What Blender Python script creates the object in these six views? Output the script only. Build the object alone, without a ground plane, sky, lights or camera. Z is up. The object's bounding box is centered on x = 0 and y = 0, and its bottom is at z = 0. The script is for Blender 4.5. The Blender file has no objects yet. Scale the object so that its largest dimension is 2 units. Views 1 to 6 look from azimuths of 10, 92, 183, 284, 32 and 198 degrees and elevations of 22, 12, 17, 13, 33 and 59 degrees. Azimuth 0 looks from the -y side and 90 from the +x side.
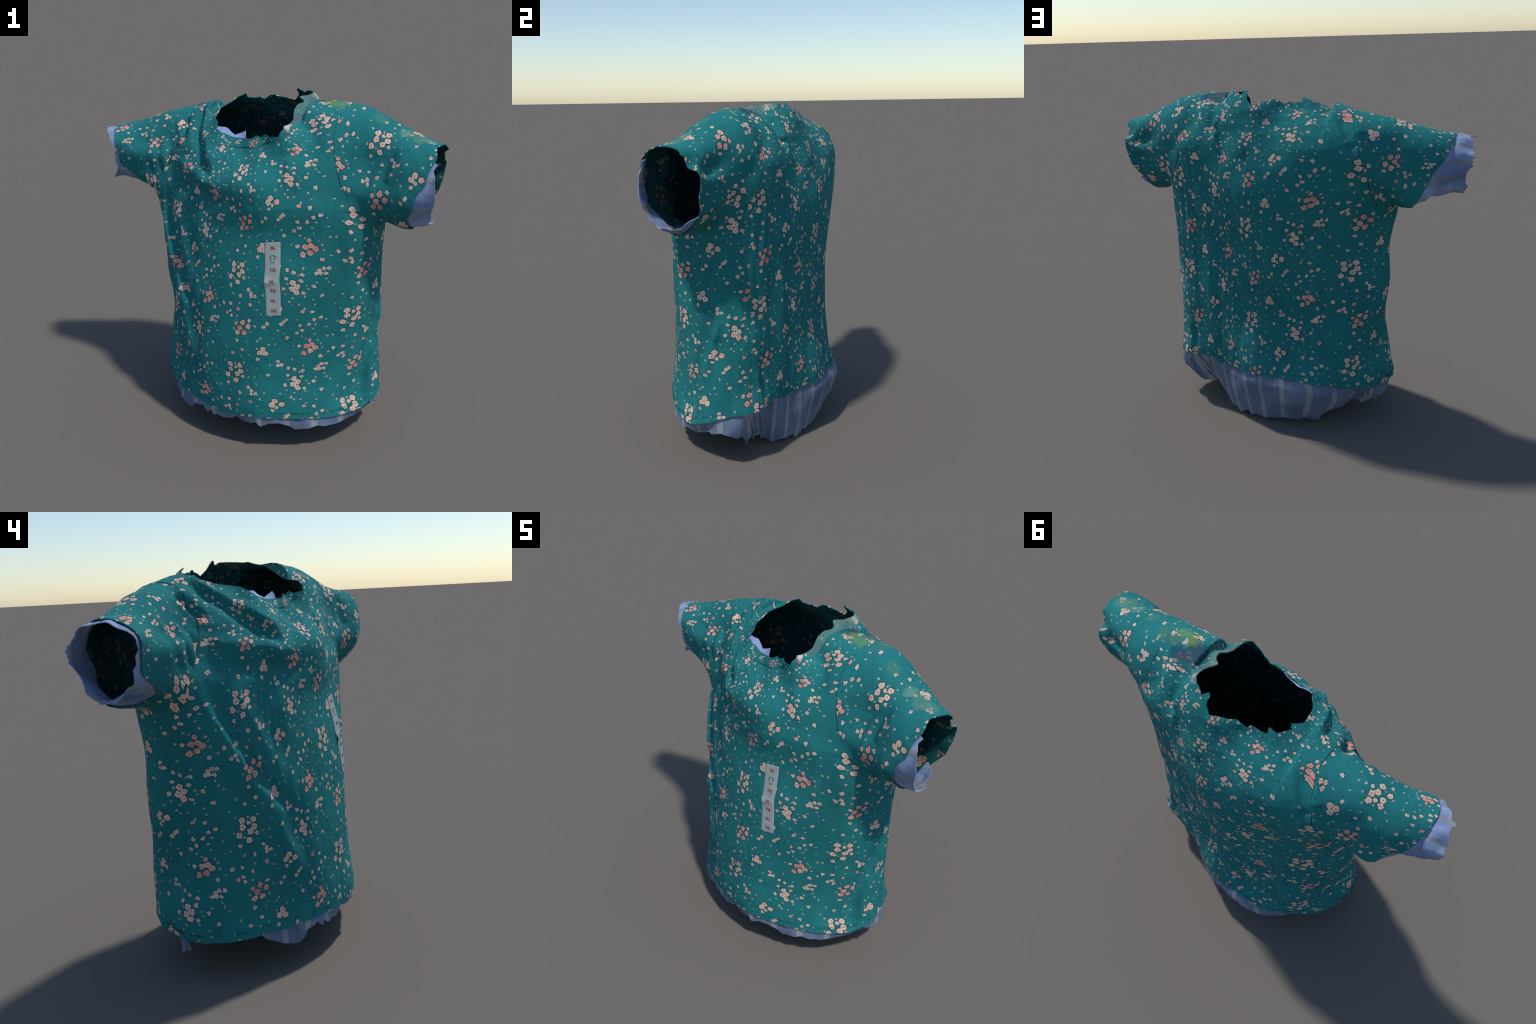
"""A worn floral T-shirt standing on its own over a striped under-shirt.

The cloth is described by measured cross-sections (torso and two sleeves),
blended into one skin, creased along fold lines, then cut along its openings,
split at its seams and printed with a procedural floral repeat.
"""
import bpy, math, random
import numpy as np
from mathutils import noise

random.seed(7)
STEP = 0.0095            # spacing of the cloth mesh
CLOTH = 0.005            # thickness of the jersey

# ----------------------------------------------------------------- profiles
# Torso: radius (in a frame squeezed by DEPTH along y) at 24 directions,
# counter-clockwise from +x, one row for each height.
CENTRE, DEPTH = (0.07, 0.02), 0.72
TORSO_Z = np.array([0.0, 0.1, 0.2, 0.3, 0.45, 0.65, 0.85, 1.05, 1.25, 1.4, 1.52, 1.63, 1.7, 1.75, 1.79, 1.83, 1.88, 1.96])
TORSO = np.array([
    [469, 393, 375, 402, 423, 438, 465, 504, 551, 610, 667, 672, 652, 635, 636, 642, 652, 664, 679, 707, 741, 749, 703, 602],
    [542, 448, 404, 422, 451, 481, 525, 581, 617, 670, 708, 690, 655, 628, 633, 639, 654, 676, 694, 708, 732, 746, 723, 652],
    [608, 495, 429, 437, 474, 523, 585, 658, 688, 724, 714, 711, 662, 632, 622, 632, 652, 682, 717, 717, 717, 731, 733, 684],
    [624, 516, 450, 445, 484, 556, 603, 690, 705, 720, 721, 696, 648, 610, 598, 620, 648, 679, 710, 706, 700, 679, 722, 669],
    [582, 505, 461, 453, 482, 535, 533, 606, 701, 703, 678, 666, 631, 597, 581, 596, 641, 660, 685, 676, 683, 680, 701, 657],
    [589, 503, 460, 449, 454, 476, 526, 578, 679, 715, 696, 647, 604, 582, 565, 578, 613, 650, 676, 655, 674, 695, 686, 650],
    [580, 507, 466, 443, 450, 487, 551, 581, 678, 727, 729, 665, 622, 556, 580, 568, 579, 607, 645, 669, 680, 713, 699, 657],
    [589, 510, 465, 446, 461, 503, 565, 607, 665, 723, 721, 667, 623, 585, 532, 524, 531, 561, 601, 653, 695, 733, 694, 656],
    [592, 522, 481, 470, 487, 526, 583, 642, 693, 757, 743, 714, 608, 549, 502, 500, 495, 509, 550, 597, 684, 763, 706, 670],
    [613, 531, 487, 474, 495, 550, 591, 667, 746, 774, 752, 704, 578, 514, 484, 460, 492, 515, 557, 594, 674, 744, 708, 675],
    [608, 542, 483, 465, 482, 520, 575, 676, 741, 756, 710, 632, 516, 479, 432, 457, 454, 507, 538, 541, 597, 654, 653, 639],
    [556, 546, 464, 436, 450, 478, 524, 652, 742, 696, 620, 548, 489, 408, 393, 407, 370, 350, 417, 469, 504, 541, 555, 559],
    [492, 487, 434, 414, 420, 447, 474, 593, 685, 619, 534, 469, 423, 353, 348, 322, 305, 312, 334, 442, 458, 458, 475, 487],
    [427, 415, 401, 399, 404, 420, 425, 526, 610, 539, 458, 394, 355, 310, 311, 263, 263, 296, 311, 429, 420, 393, 412, 424],
    [366, 359, 374, 382, 391, 400, 400, 457, 530, 460, 390, 327, 298, 276, 275, 235, 241, 277, 304, 402, 362, 340, 360, 367],
    [299, 312, 346, 359, 376, 380, 375, 386, 453, 374, 319, 263, 243, 237, 235, 213, 223, 258, 292, 350, 285, 285, 306, 305],
    [214, 257, 305, 323, 337, 315, 337, 334, 375, 275, 229, 187, 176, 183, 188, 187, 205, 237, 264, 275, 217, 205, 235, 225],
    [93, 167, 237, 262, 244, 234, 220, 261, 246, 148, 88, 67, 71, 93, 115, 146, 179, 204, 207, 156, 100, 61, 95, 93],
]) / 1000.0
# Sleeves: radius at 14 directions round the sleeve axis, six stations.
SLEEVE_AXIS = {"right": ((0.30, -0.08, 1.60), (1.00, -0.30, 1.56)),
               "left": ((-0.25, 0.22, 1.58), (-1.00, 0.36, 1.53))}
SLEEVE = {"right": np.array([
    [261, 172, 184, 287, 300, 318, 335, 321, 314, 308, 304, 301, 297, 291],
    [222, 205, 222, 267, 314, 301, 283, 287, 282, 283, 284, 284, 277, 249],
    [183, 172, 203, 260, 298, 290, 262, 232, 245, 254, 258, 266, 269, 233],
    [169, 159, 198, 223, 245, 233, 196, 181, 186, 204, 230, 253, 258, 232],
    [214, 206, 205, 194, 194, 168, 106, 127, 120, 162, 218, 281, 256, 250],
    [194, 198, 203, 177, 151, 92, 137, 123, 124, 155, 183, 224, 234, 198],
]) / 1000.0,
          "left": np.array([
    [259, 257, 260, 269, 270, 243, 222, 224, 258, 293, 316, 317, 301, 276],
    [265, 263, 246, 243, 209, 182, 171, 187, 246, 301, 315, 298, 277, 262],
    [214, 210, 226, 218, 196, 155, 139, 178, 206, 306, 298, 273, 242, 231],
    [179, 181, 180, 180, 168, 156, 145, 168, 183, 220, 227, 254, 278, 192],
    [139, 132, 136, 148, 153, 158, 167, 148, 151, 171, 183, 180, 150, 139],
    [94, 109, 104, 139, 145, 156, 152, 145, 153, 176, 180, 147, 97, 87],
]) / 1000.0}
BLEND = 0.05             # fillet between sleeve and torso

# Folds: crest (+) and valley (-) lines lying on the cloth: height, width, points
FOLDS = [
    # gathers running from the left shoulder to the chest
    (0.024, 0.028, [(-.30, .13, 1.81), (-.297, .04, 1.757), (-.282, -.02, 1.712), (-.248, -.118, 1.662), (-.228, -.195, 1.606), (-.213, -.232, 1.557)]),
    (-.056, 0.034, [(-.325, .14, 1.79), (-.333, .055, 1.735), (-.320, -.02, 1.68), (-.276, -.125, 1.618), (-.250, -.195, 1.582), (-.235, -.225, 1.545)]),
    (0.010, 0.026, [(-.35, .17, 1.785), (-.36, .10, 1.73), (-.352, .02, 1.675), (-.315, -.06, 1.62)]),
    (0.020, 0.024, [(-.383, .19, 1.773), (-.39, .125, 1.718), (-.400, .064, 1.668)]),
    (-.038, 0.024, [(-.432, .19, 1.755), (-.424, .14, 1.71), (-.42, .08, 1.66)]),
    (0.012, 0.026, [(-.468, .19, 1.755), (-.462, .12, 1.69), (-.45, .06, 1.63)]),
    # slump of the chest over the belly
    (0.020, 0.036, [(-.465, .05, 1.575), (-.43, -.015, 1.545), (-.376, -.084, 1.54), (-.286, -.185, 1.51), (-.236, -.234, 1.495), (-.12, -.29, 1.495)]),
    (-.020, 0.044, [(-.43, -.01, 1.44), (-.36, -.10, 1.42), (-.27, -.20, 1.41), (-.16, -.275, 1.40)]),
    # drag line from the left armpit to the belly
    (0.026, 0.036, [(-.565, .05, 1.30), (-.552, .008, 1.21), (-.52, -.034, 1.114), (-.486, -.078, 1.01), (-.439, -.132, .886), (-.415, -.181, .772), (-.396, -.22, .677), (-.364, -.263, .576), (-.33, -.30, .48)]),
    (-.036, 0.036, [(-.515, .0, 1.31), (-.503, -.035, 1.208), (-.483, -.065, 1.122), (-.452, -.114, 1.032), (-.418, -.160, .945), (-.380, -.205, .861), (-.335, -.26, .78)]),
    (0.012, 0.034, [(-.44, -.07, 1.33), (-.42, -.11, 1.22), (-.395, -.15, 1.12), (-.36, -.19, 1.02), (-.31, -.24, .93)]),
    # hanging folds at the right side
    (0.022, 0.026, [(.712, -.15, .80), (.71, -.185, .70), (.693, -.216, .597), (.66, -.24, .48), (.655, -.252, .367), (.65, -.25, .30)]),
    (-.030, 0.034, [(.70, -.20, .78), (.685, -.235, .669), (.648, -.264, .552), (.615, -.287, .426), (.61, -.29, .33)]),
    (0.014, 0.020, [(.639, .047, .52), (.637, .062, .433), (.634, .078, .337)]),
    (-.014, 0.026, [(.62, .09, .58), (.61, .10, .45), (.60, .115, .35)]),
    # pleats behind the right shoulder
    (-.030, 0.030, [(.393, .055, 1.872), (.398, .128, 1.817), (.42, .165, 1.742), (.41, .20, 1.68)]),
    (0.016, 0.030, [(.46, .06, 1.855), (.49, .12, 1.78), (.50, .15, 1.70)]),
    (0.014, 0.034, [(.336, .157, 1.846), (.288, .273, 1.741), (.254, .317, 1.658), (.233, .347, 1.574)]),
    # pucker behind the left shoulder
    (-.036, 0.024, [(-.29, .39, 1.785), (-.315, .445, 1.735), (-.339, .485, 1.674), (-.352, .497, 1.624)]),
    (0.008, 0.026, [(-.245, .41, 1.77), (-.285, .468, 1.70), (-.318, .495, 1.65)]),
    (0.020, 0.028, [(-.358, .33, 1.80), (-.368, .43, 1.75), (-.385, .475, 1.70)]),
    # neckband standing off at the right front
    (-.010, 0.018, [(.238, -.242, 1.766), (.20, -.275, 1.747), (.165, -.285, 1.712), (.154, -.293, 1.69)]),
    # soft creases in the sleeves
    (0.012, 0.022, [(.70, -.42, 1.56), (.74, -.41, 1.62), (.80, -.385, 1.69)]),
    (-.010, 0.020, [(.66, -.40, 1.58), (.71, -.375, 1.66), (.77, -.34, 1.72)]),
    (0.012, 0.022, [(.64, -.39, 1.53), (.67, -.37, 1.62), (.73, -.33, 1.70)]),
    (-.011, 0.020, [(-.60, .145, 1.62), (-.585, .12, 1.53), (-.57, .10, 1.45)]),
    (0.011, 0.020, [(-.57, .15, 1.66), (-.555, .115, 1.56), (-.55, .09, 1.47)]),
    (-.011, 0.018, [(-.53, .14, 1.66), (-.52, .10, 1.57), (-.53, .08, 1.47)]),
    (0.010, 0.020, [(-.66, .19, 1.66), (-.64, .13, 1.55), (-.61, .11, 1.46)]),
    # slack cloth on the back
    (-.018, 0.026, [(-.185, .43, .86), (-.188, .425, .70), (-.19, .43, .55), (-.188, .455, .40)]),
    (-.010, 0.022, [(-.115, .42, .80), (-.12, .42, .60), (-.115, .45, .40)]),
    (-.007, 0.022, [(.42, .235, .95), (.43, .22, .70), (.425, .22, .38)]),
    (0.006, 0.020, [(.30, .32, .80), (.24, .34, .60), (.16, .40, .42)]),
]

# Openings: (angle, height) round the torso or (angle, fraction) along a sleeve.
HEM = [(0, .312), (8, .312), (14, .322), (24, .33), (33, .306), (42, .31), (55, .314), (72, .322), (84, .322), (92, .324), (100, .314), (110, .298), (122, .256), (131, .238), (141, .222), (150, .214), (165, .211), (180, .205), (190, .205), (200, .213), (210, .22), (220, .218), (230, .22), (244, .212), (256, .205), (262, .213), (268, .222), (280, .22), (292, .212), (302, .203), (311, .21), (320, .22), (326, .245), (331, .262), (340, .288), (348, .304)]
TAIL = [(2, .05), (5, .06), (10, .01), (14, .03), (19, .008), (23, .003), (29, .015), (41, .02), (46, .03), (51, .0), (59, .025), (60, .04), (66, .012), (70, .03), (79, .015), (82, .03), (88, .03), (91, .05), (97, .05), (103, .036), (104, .06), (110, .035), (114, .036), (114.7, .077), (118, .105), (127, .08), (131, .105), (141, .032), (146, .07), (150, .10), (154, .12), (158, .19), (160, .24), (197, .24), (204, .188), (212, .155), (223, .125), (227, .142), (229, .174), (233, .18), (236, .19), (240, .155), (241.5, .182), (244, .156), (247, .172), (250, .166), (255, .168), (257, .189), (260, .179), (266, .17), (268, .186), (270, .156), (274, .18), (278, .189), (283, .167), (286, .139), (292, .145), (296, .16), (299, .154), (305, .151), (313, .172), (319, .165), (326, .18), (331, .20), (335, .19), (340, .21), (347, .19), (351, .165), (354, .175), (356, .11), (359, .07)]
NECK_C = (0.04, 0.04)
NECK = [(4, 1.907), (12, 1.912), (20, 1.915), (32, 1.914), (38, 1.90), (42, 1.925), (46, 1.915), (47.5, 1.885), (56, 1.85), (66, 1.862), (76, 1.868), (83, 1.878), (88, 1.876), (94, 1.86), (98, 1.849), (102, 1.867), (105, 1.862), (112, 1.858), (119, 1.862), (120.5, 1.889), (126, 1.872), (131, 1.866), (144, 1.838), (145, 1.850), (149, 1.843), (157, 1.828), (167, 1.812), (177, 1.797), (188, 1.790), (200, 1.780), (206, 1.765), (217, 1.735), (235, 1.72), (243, 1.72), (264, 1.723), (270, 1.742), (276, 1.731), (280, 1.751), (284, 1.742), (288, 1.748), (293, 1.752), (296, 1.775), (298, 1.80), (303, 1.805), (308, 1.81), (313, 1.82), (321, 1.86), (332, 1.885), (345, 1.893), (354, 1.907)]
LINING = [(204, 1.70), (206, 1.768), (218, 1.764), (225, 1.747), (233, 1.734), (242, 1.745), (251, 1.76), (253, 1.70)]
SLEEVE_HEM = {
    "left": [(0, .775), (26, .813), (56, .838), (83, .847), (98, .852), (115, .84), (134, .819), (150, .80), (161, .791), (176, .79), (206, .79), (215, .76), (228, .66), (240, .62), (300, .61), (308, .63), (316, .665), (327, .703), (344, .735)],
    "right": [(2, .93), (14, .935), (28, .95), (37, .968), (46, .967), (60, .944), (73, .96), (85, .970), (100, .972), (107, .985), (113, .962), (140, .96), (160, .955), (185, .95), (205, .945), (225, .93), (250, .86), (290, .83), (311, .823), (318, .839), (331, .863), (341, .872), (354, .90)]}
CUFF = {
    "left": [(4, .97), (9, .992), (15, .965), (20, 1.003), (27, .972), (38, .985), (46, .97), (52, .99), (60, .968), (70, .972), (80, .945), (89, .952), (97, .945), (101, 1.0), (104, .93), (126, .90), (139, .865), (153, .845), (164, .82), (174, .797), (180, .83), (195, .825), (202, .845), (226, .82), (231, .86), (240, .89), (250, .935), (255, .89), (268, .955), (274, .93), (279, .96), (285, .955), (290, .97), (300, .948), (333, .951), (352, .974), (357, 1.0)],
    "right": [(15, .979), (24, .965), (33, .985), (38, .93), (60, .90), (240, .80), (252, .89), (262, .935), (270, .92), (279, .97), (290, .985), (300, .955), (309, .98), (322, .98), (335, .997), (343, 1.0), (354, .99)]}
ARMHOLE = {
    "left": [(64, .138), (31, .189), (12, .226), (354, .264), (335, .299), (309, .331), (293, .389), (250, .46), (222, .461), (211, .40), (197, .343), (173, .264), (140, .20), (100, .15)],
    "right": [(77, .253), (59, .247), (37, .27), (11, .304), (348, .353), (334, .412), (321, .482), (308, .553), (270, .60), (235, .55), (215, .47), (195, .40), (170, .34), (130, .29), (100, .26)]}

# Floral repeat: a cell of REPEAT metres, each column dropped by DROP.
REPEAT, DROP = (0.585, 0.567), 0.24
PRINT = {
    "cream": [(0.022, 0.345), (0.078, 0.347), (0.024, 0.314), (0.081, 0.313), (0.06, 0.292), (0.006, 0.277), (0.053, 0.253), (0.355, 0.282), (0.35, 0.248), (0.375, 0.261), (0.372, 0.229), (0.202, 0.464), (0.185, 0.44), (0.215, 0.437), (0.256, 0.153), (0.241, 0.13), (0.289, 0.135)],
    "pink": [(0.093, 0.036), (0.125, 0.018), (0.078, 0.004), (0.066, 0.542), (0.102, 0.548), (0.422, 0.473), (0.448, 0.481), (0.465, 0.464), (0.441, 0.443), (0.41, 0.431)],
    "pink_ring": [(0.057, 0.025), (0.439, 0.508), (0.135, 0.139), (0.063, 0.106), (0.4, 0.118)],
    "ring": [(0.131, 0.051), (0.064, 0.499), (0.325, 0.526), (0.206, 0.025), (0.225, 0.045), (0.295, 0.042), (0.309, 0.059), (0.322, 0.07), (0.39, 0.035), (0.433, 0.038), (0.376, 0.555), (0.4, 0.004), (0.457, 0.066), (0.489, 0.077), (0.388, 0.473), (0.175, 0.401), (0.053, 0.333), (0.092, 0.281), (0.01, 0.229), (0.094, 0.449), (0.039, 0.419), (0.123, 0.221), (0.139, 0.203), (0.139, 0.185), (0.161, 0.191), (0.076, 0.183), (0.015, 0.129), (0.394, 0.292), (0.405, 0.225), (0.31, 0.248), (0.323, 0.303), (0.331, 0.347), (0.361, 0.336), (0.402, 0.327), (0.453, 0.261), (0.491, 0.207), (0.448, 0.113), (0.495, 0.362), (0.477, 0.351), (0.465, 0.333), (0.483, 0.335), (0.504, 0.333), (0.489, 0.411), (0.58, 0.401), (0.016, 0.085), (0.023, 0.064), (0.244, 0.096), (0.263, 0.116), (0.276, 0.388), (0.275, 0.365), (0.295, 0.367), (0.226, 0.308), (0.518, 0.361), (0.554, 0.452)],
    "small": [(0.043, 0.562), (0.163, 0.026), (0.139, 0.554), (0.119, 0.497), (0.19, 0.523), (0.174, 0.508), (0.252, 0.525), (0.278, 0.006), (0.313, 0.551), (0.375, 0.069), (0.467, 0.038), (0.451, 0.01), (0.461, 0.546), (0.401, 0.531), (0.515, 0.064), (0.517, 0.018), (0.524, 0.53), (0.422, 0.519), (0.48, 0.506), (0.49, 0.487), (0.498, 0.461), (0.359, 0.477), (0.171, 0.463), (0.231, 0.49), (0.264, 0.493), (0.031, 0.268), (0.051, 0.357), (0.099, 0.369), (0.119, 0.327), (0.124, 0.285), (0.157, 0.291), (0.57, 0.047), (0.548, 0.532), (0.554, 0.155), (0.582, 0.208), (0.087, 0.408), (0.126, 0.419), (0.169, 0.348), (0.575, 0.122), (0.027, 0.186), (0.165, 0.249), (0.205, 0.2), (0.184, 0.16), (0.074, 0.141), (0.059, 0.068), (0.172, 0.118), (0.195, 0.094), (0.33, 0.276), (0.419, 0.267), (0.428, 0.248), (0.411, 0.205), (0.353, 0.198), (0.337, 0.174), (0.35, 0.16), (0.318, 0.217), (0.385, 0.322), (0.406, 0.359), (0.351, 0.396), (0.465, 0.283), (0.452, 0.183), (0.46, 0.153), (0.41, 0.134), (0.383, 0.161), (0.506, 0.305), (0.518, 0.284), (0.527, 0.43), (0.539, 0.263), (0.236, 0.37), (0.284, 0.197)],
}


# ------------------------------------------------------------------- the skin
def spline(f):
    f2, f3 = f * f, f * f * f
    return (-.5 * f3 + f2 - .5 * f, 1.5 * f3 - 2.5 * f2 + 1, -1.5 * f3 + 2 * f2 + .5 * f, .5 * f3 - .5 * f2)


def loft(grid, i, fi, j, fj):
    """Smooth radius between stations i and directions j of a section table."""
    n, m = grid.shape
    wi, wj, out = spline(fi), spline(fj), 0
    for a in range(4):
        row = 0
        for b in range(4):
            row = row + wj[b] * grid[np.clip(i + a - 1, 0, n - 1), (j + b - 1) % m]
        out = out + wi[a] * row
    return out


def torso_polar(P):
    x, y = P[:, 0] - CENTRE[0], (P[:, 1] - CENTRE[1]) / DEPTH
    return np.arctan2(y, x) % (2 * np.pi), np.hypot(x, y)


def torso_field(P):
    th, rho = torso_polar(P)
    n = TORSO.shape[1]
    tj = th / (2 * np.pi) * n
    j = np.floor(tj).astype(int) % n
    z = np.clip(P[:, 2], TORSO_Z[0], TORSO_Z[-1] - 1e-6)
    i = np.searchsorted(TORSO_Z, z, side="right") - 1
    fi = (z - TORSO_Z[i]) / (TORSO_Z[i + 1] - TORSO_Z[i])
    r = loft(TORSO, i, fi, j, tj - np.floor(tj))
    c, s = np.cos(th), np.sin(th)
    return np.maximum((rho - r) * np.sqrt(c * c + s * s * DEPTH ** 2) * .9, P[:, 2] - 2.0)


def sleeve_frame(side):
    A, B = (np.array(p) for p in SLEEVE_AXIS[side])
    a = B - A
    L = np.linalg.norm(a)
    a = a / L
    e1 = np.cross(a, [0, 0, 1])
    e1 /= np.linalg.norm(e1)
    return A, a, L, e1, np.cross(e1, a)


def sleeve_polar(P, side):
    A, a, L, e1, e2 = sleeve_frame(side)
    D = P - A
    u, v = D @ e1, D @ e2
    return np.arctan2(v, u) % (2 * np.pi), np.hypot(u, v), D @ a / L


def sleeve_field(P, side):
    th, rho, t = sleeve_polar(P, side)
    grid = SLEEVE[side]
    m = grid.shape[1]
    tj = th / (2 * np.pi) * m
    j = np.floor(tj).astype(int) % m
    s = np.clip(t, 0, 1 - 1e-9) * (len(grid) - 1)
    i = np.floor(s).astype(int)
    r = loft(grid, i, s - i, j, tj - np.floor(tj))
    return np.maximum(rho - r, -t * sleeve_frame(side)[2])


def blend(a, b, k):
    h = np.clip(.5 + .5 * (b - a) / k, 0, 1)
    return b * (1 - h) + a * h - k * h * (1 - h)


def fold_height(P):
    """Sum of the crests and valleys at each point."""
    out = np.zeros(len(P))
    for amp, width, line in FOLDS:
        L = np.array(line)
        lo, hi = L.min(0) - 3 * width, L.max(0) + 3 * width
        near = np.where(((P > lo) & (P < hi)).all(1))[0]
        if not len(near):
            continue
        Q = P[near]
        n = len(L) - 1
        best, along = np.full(len(Q), 9.0), np.zeros(len(Q))
        for k in range(n):
            d = L[k + 1] - L[k]
            t = np.clip((Q - L[k]) @ d / (d @ d), 0, 1)
            dist = np.linalg.norm(Q - L[k] - t[:, None] * d, axis=1)
            use = dist < best
            best = np.where(use, dist, best)
            along = np.where(use, (k + t) / n, along)
        fade = np.clip(np.minimum(along, 1 - along) * 5 + .35, 0, 1)
        # crests are pinched, valleys are round
        out[near] += amp * fade * np.exp(-(best / width) ** (1.45 if amp > 0 else 2))
    return out


def skin(P):
    f = blend(torso_field(P), sleeve_field(P, "right"), BLEND)
    f = blend(f, sleeve_field(P, "left"), BLEND)
    return f - fold_height(P)


def gradient(P, h=1e-3):
    g = np.zeros_like(P)
    for k in range(3):
        d = np.zeros(3)
        d[k] = h
        g[:, k] = (skin(P + d) - skin(P - d)) / (2 * h)
    return g


def polygonise():
    """Quad mesh of skin = 0: one vertex in every grid cell the skin crosses."""
    lo, hi = np.array([-1.04, -.62, -.06]), np.array([1.04, .62, 2.02])
    coarse = 4
    n = (np.ceil((hi - lo) / STEP / coarse).astype(int)) * coarse + 1
    axes = [lo[k] + STEP * np.arange(n[k]) for k in range(3)]
    cax = [a[::coarse] for a in axes]
    C = np.stack(np.meshgrid(*cax, indexing="ij"), -1)
    fc = skin(C.reshape(-1, 3)).reshape(C.shape[:3])
    near = abs(fc) < STEP * coarse * 2.2
    idx = [np.minimum((np.arange(n[k]) + coarse // 2) // coarse, len(cax[k]) - 1) for k in range(3)]
    F = fc[np.ix_(*idx)]
    todo = np.argwhere(near[np.ix_(*idx)])
    F[tuple(todo.T)] = skin(lo + STEP * todo)
    inside = F < 0
    corners = [(a, b, c) for a in (0, 1) for b in (0, 1) for c in (0, 1)]

    def sub(A, o):
        return A[tuple(slice(o[k], n[k] - 1 + o[k]) for k in range(3))]
    count = sum(sub(inside, o).astype(int) for o in corners)
    cells = np.argwhere((count > 0) & (count < 8))
    number = -np.ones(n - 1, int)
    number[tuple(cells.T)] = np.arange(len(cells))
    pos, hits = np.zeros((len(cells), 3)), np.zeros(len(cells))
    for o in corners:
        for k in range(3):
            if o[k]:
                continue
            q = list(o)
            q[k] = 1
            fa, fb = F[tuple((cells + o).T)], F[tuple((cells + q).T)]
            m = (fa < 0) != (fb < 0)
            t = fa[m] / (fa[m] - fb[m])
            p = np.tile(np.array(o, float), (m.sum(), 1))
            p[:, k] += t
            pos[m] += p
            hits[m] += 1
    V = lo + STEP * (cells + pos / hits[:, None])
    faces = []
    for k in range(3):
        a, b = (k + 1) % 3, (k + 2) % 3
        step = [0, 0, 0]
        step[k] = 1
        A = inside[tuple(slice(0, n[i] - step[i]) for i in range(3))]
        B = inside[tuple(slice(step[i], n[i]) for i in range(3))]
        e = np.argwhere(A != B)
        e = e[(e[:, a] > 0) & (e[:, b] > 0) & (e[:, a] < n[a] - 1) & (e[:, b] < n[b] - 1)]
        out = A[tuple(e.T)]
        da, db = np.eye(3, dtype=int)[a], np.eye(3, dtype=int)[b]
        q = np.stack([number[tuple((e - da - db).T)], number[tuple((e - db).T)], number[tuple(e.T)], number[tuple((e - da).T)]], 1)
        q[~out] = q[~out][:, ::-1]
        faces.append(q)
    faces = np.vstack(faces)
    faces = faces[(faces >= 0).all(1)]
    for _ in range(3):
        g = gradient(V)
        f = skin(V)
        V = V - g * (np.clip(f, -.01, .01) / np.maximum((g * g).sum(1), .2))[:, None]
    return V, faces


def crumple(V):
    """Fine slack of the jersey, as small moves along the surface normal."""
    g = gradient(V)
    N = g / np.linalg.norm(g, axis=1)[:, None]
    th, _ = torso_polar(V)
    out = np.zeros(len(V))
    for i, (p, t) in enumerate(zip(V, th)):
        x, y, z = p
        side = abs(x - .05)
        if z < 1.4 and side < .75:
            # upright ripples, stronger at the sides and near the hem
            w = .0020 + .004 * min(max((side - .3) / .25, 0), 1) + .0015 * max(0, .6 - z)
            out[i] = w * noise.noise((math.cos(t) * 9, math.sin(t) * 9, z * 2.2)) + .6 * w * noise.noise((math.cos(t) * 21, math.sin(t) * 21, z * 6)) + .0012 * noise.noise((x * 30, y * 30, z * 22))
        else:
            # creases that run across the sleeve
            w = .0035 if side > .45 else .0022
            out[i] = w * noise.noise((x * 17 + z * 5, y * 6, z * 6)) + .4 * w * noise.noise((x * 40, y * 30, z * 26))
    return V + N * out[:, None]


# ------------------------------------------------------------- cutting cloth
def table(pairs):
    a = np.array(sorted(pairs), float)
    return np.vstack([a[-1] - [360, 0], a, a[0] + [360, 0]])


def at(pairs, degrees):
    t = table(pairs)
    return np.interp(np.asarray(degrees) % 360, t[:, 0], t[:, 1])


def over_hem(P, pairs):
    """Below a line drawn round the torso: positive."""
    return at(pairs, np.degrees(torso_polar(P)[0])) - P[:, 2]


def over_neck(P, pairs, shift=0.0):
    """Above a line drawn round the neck: positive (only near the neck)."""
    dx, dy = P[:, 0] - NECK_C[0], P[:, 1] - NECK_C[1]
    g = P[:, 2] - at(pairs, np.degrees(np.arctan2(dy, dx))) - shift
    far = np.hypot(dx, dy) - .312 - .04 * np.clip(-dy / np.maximum(np.hypot(dx, dy), 1e-6), 0, 1) + .028 * np.clip(dx / np.maximum(np.hypot(dx, dy), 1e-6), 0, 1)
    return np.where(P[:, 2] > 1.55, np.minimum(g, -far), -1.0)


def over_sleeve(P, side, pairs, shift=0.0):
    """Beyond a line drawn round a sleeve: positive."""
    th, rho, t = sleeve_polar(P, side)
    g = (t - at(pairs, np.degrees(th)) - shift) * sleeve_frame(side)[2]
    ok = (t > .08) & (sleeve_field(P, side) < torso_field(P) + .03)
    return np.where(ok, g, -1.0)


def normals(V, T):
    a, b, c = V[T[:, 0]], V[T[:, 1]], V[T[:, 2]]
    fn = np.cross(b - a, c - a)
    N = np.zeros_like(V)
    for k in range(3):
        np.add.at(N, T[:, k], fn)
    return N / np.maximum(np.linalg.norm(N, axis=1), 1e-12)[:, None]


def compact(V, T):
    used, inv = np.unique(T, return_inverse=True)
    return V[used], inv.reshape(-1, 3)


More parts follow.
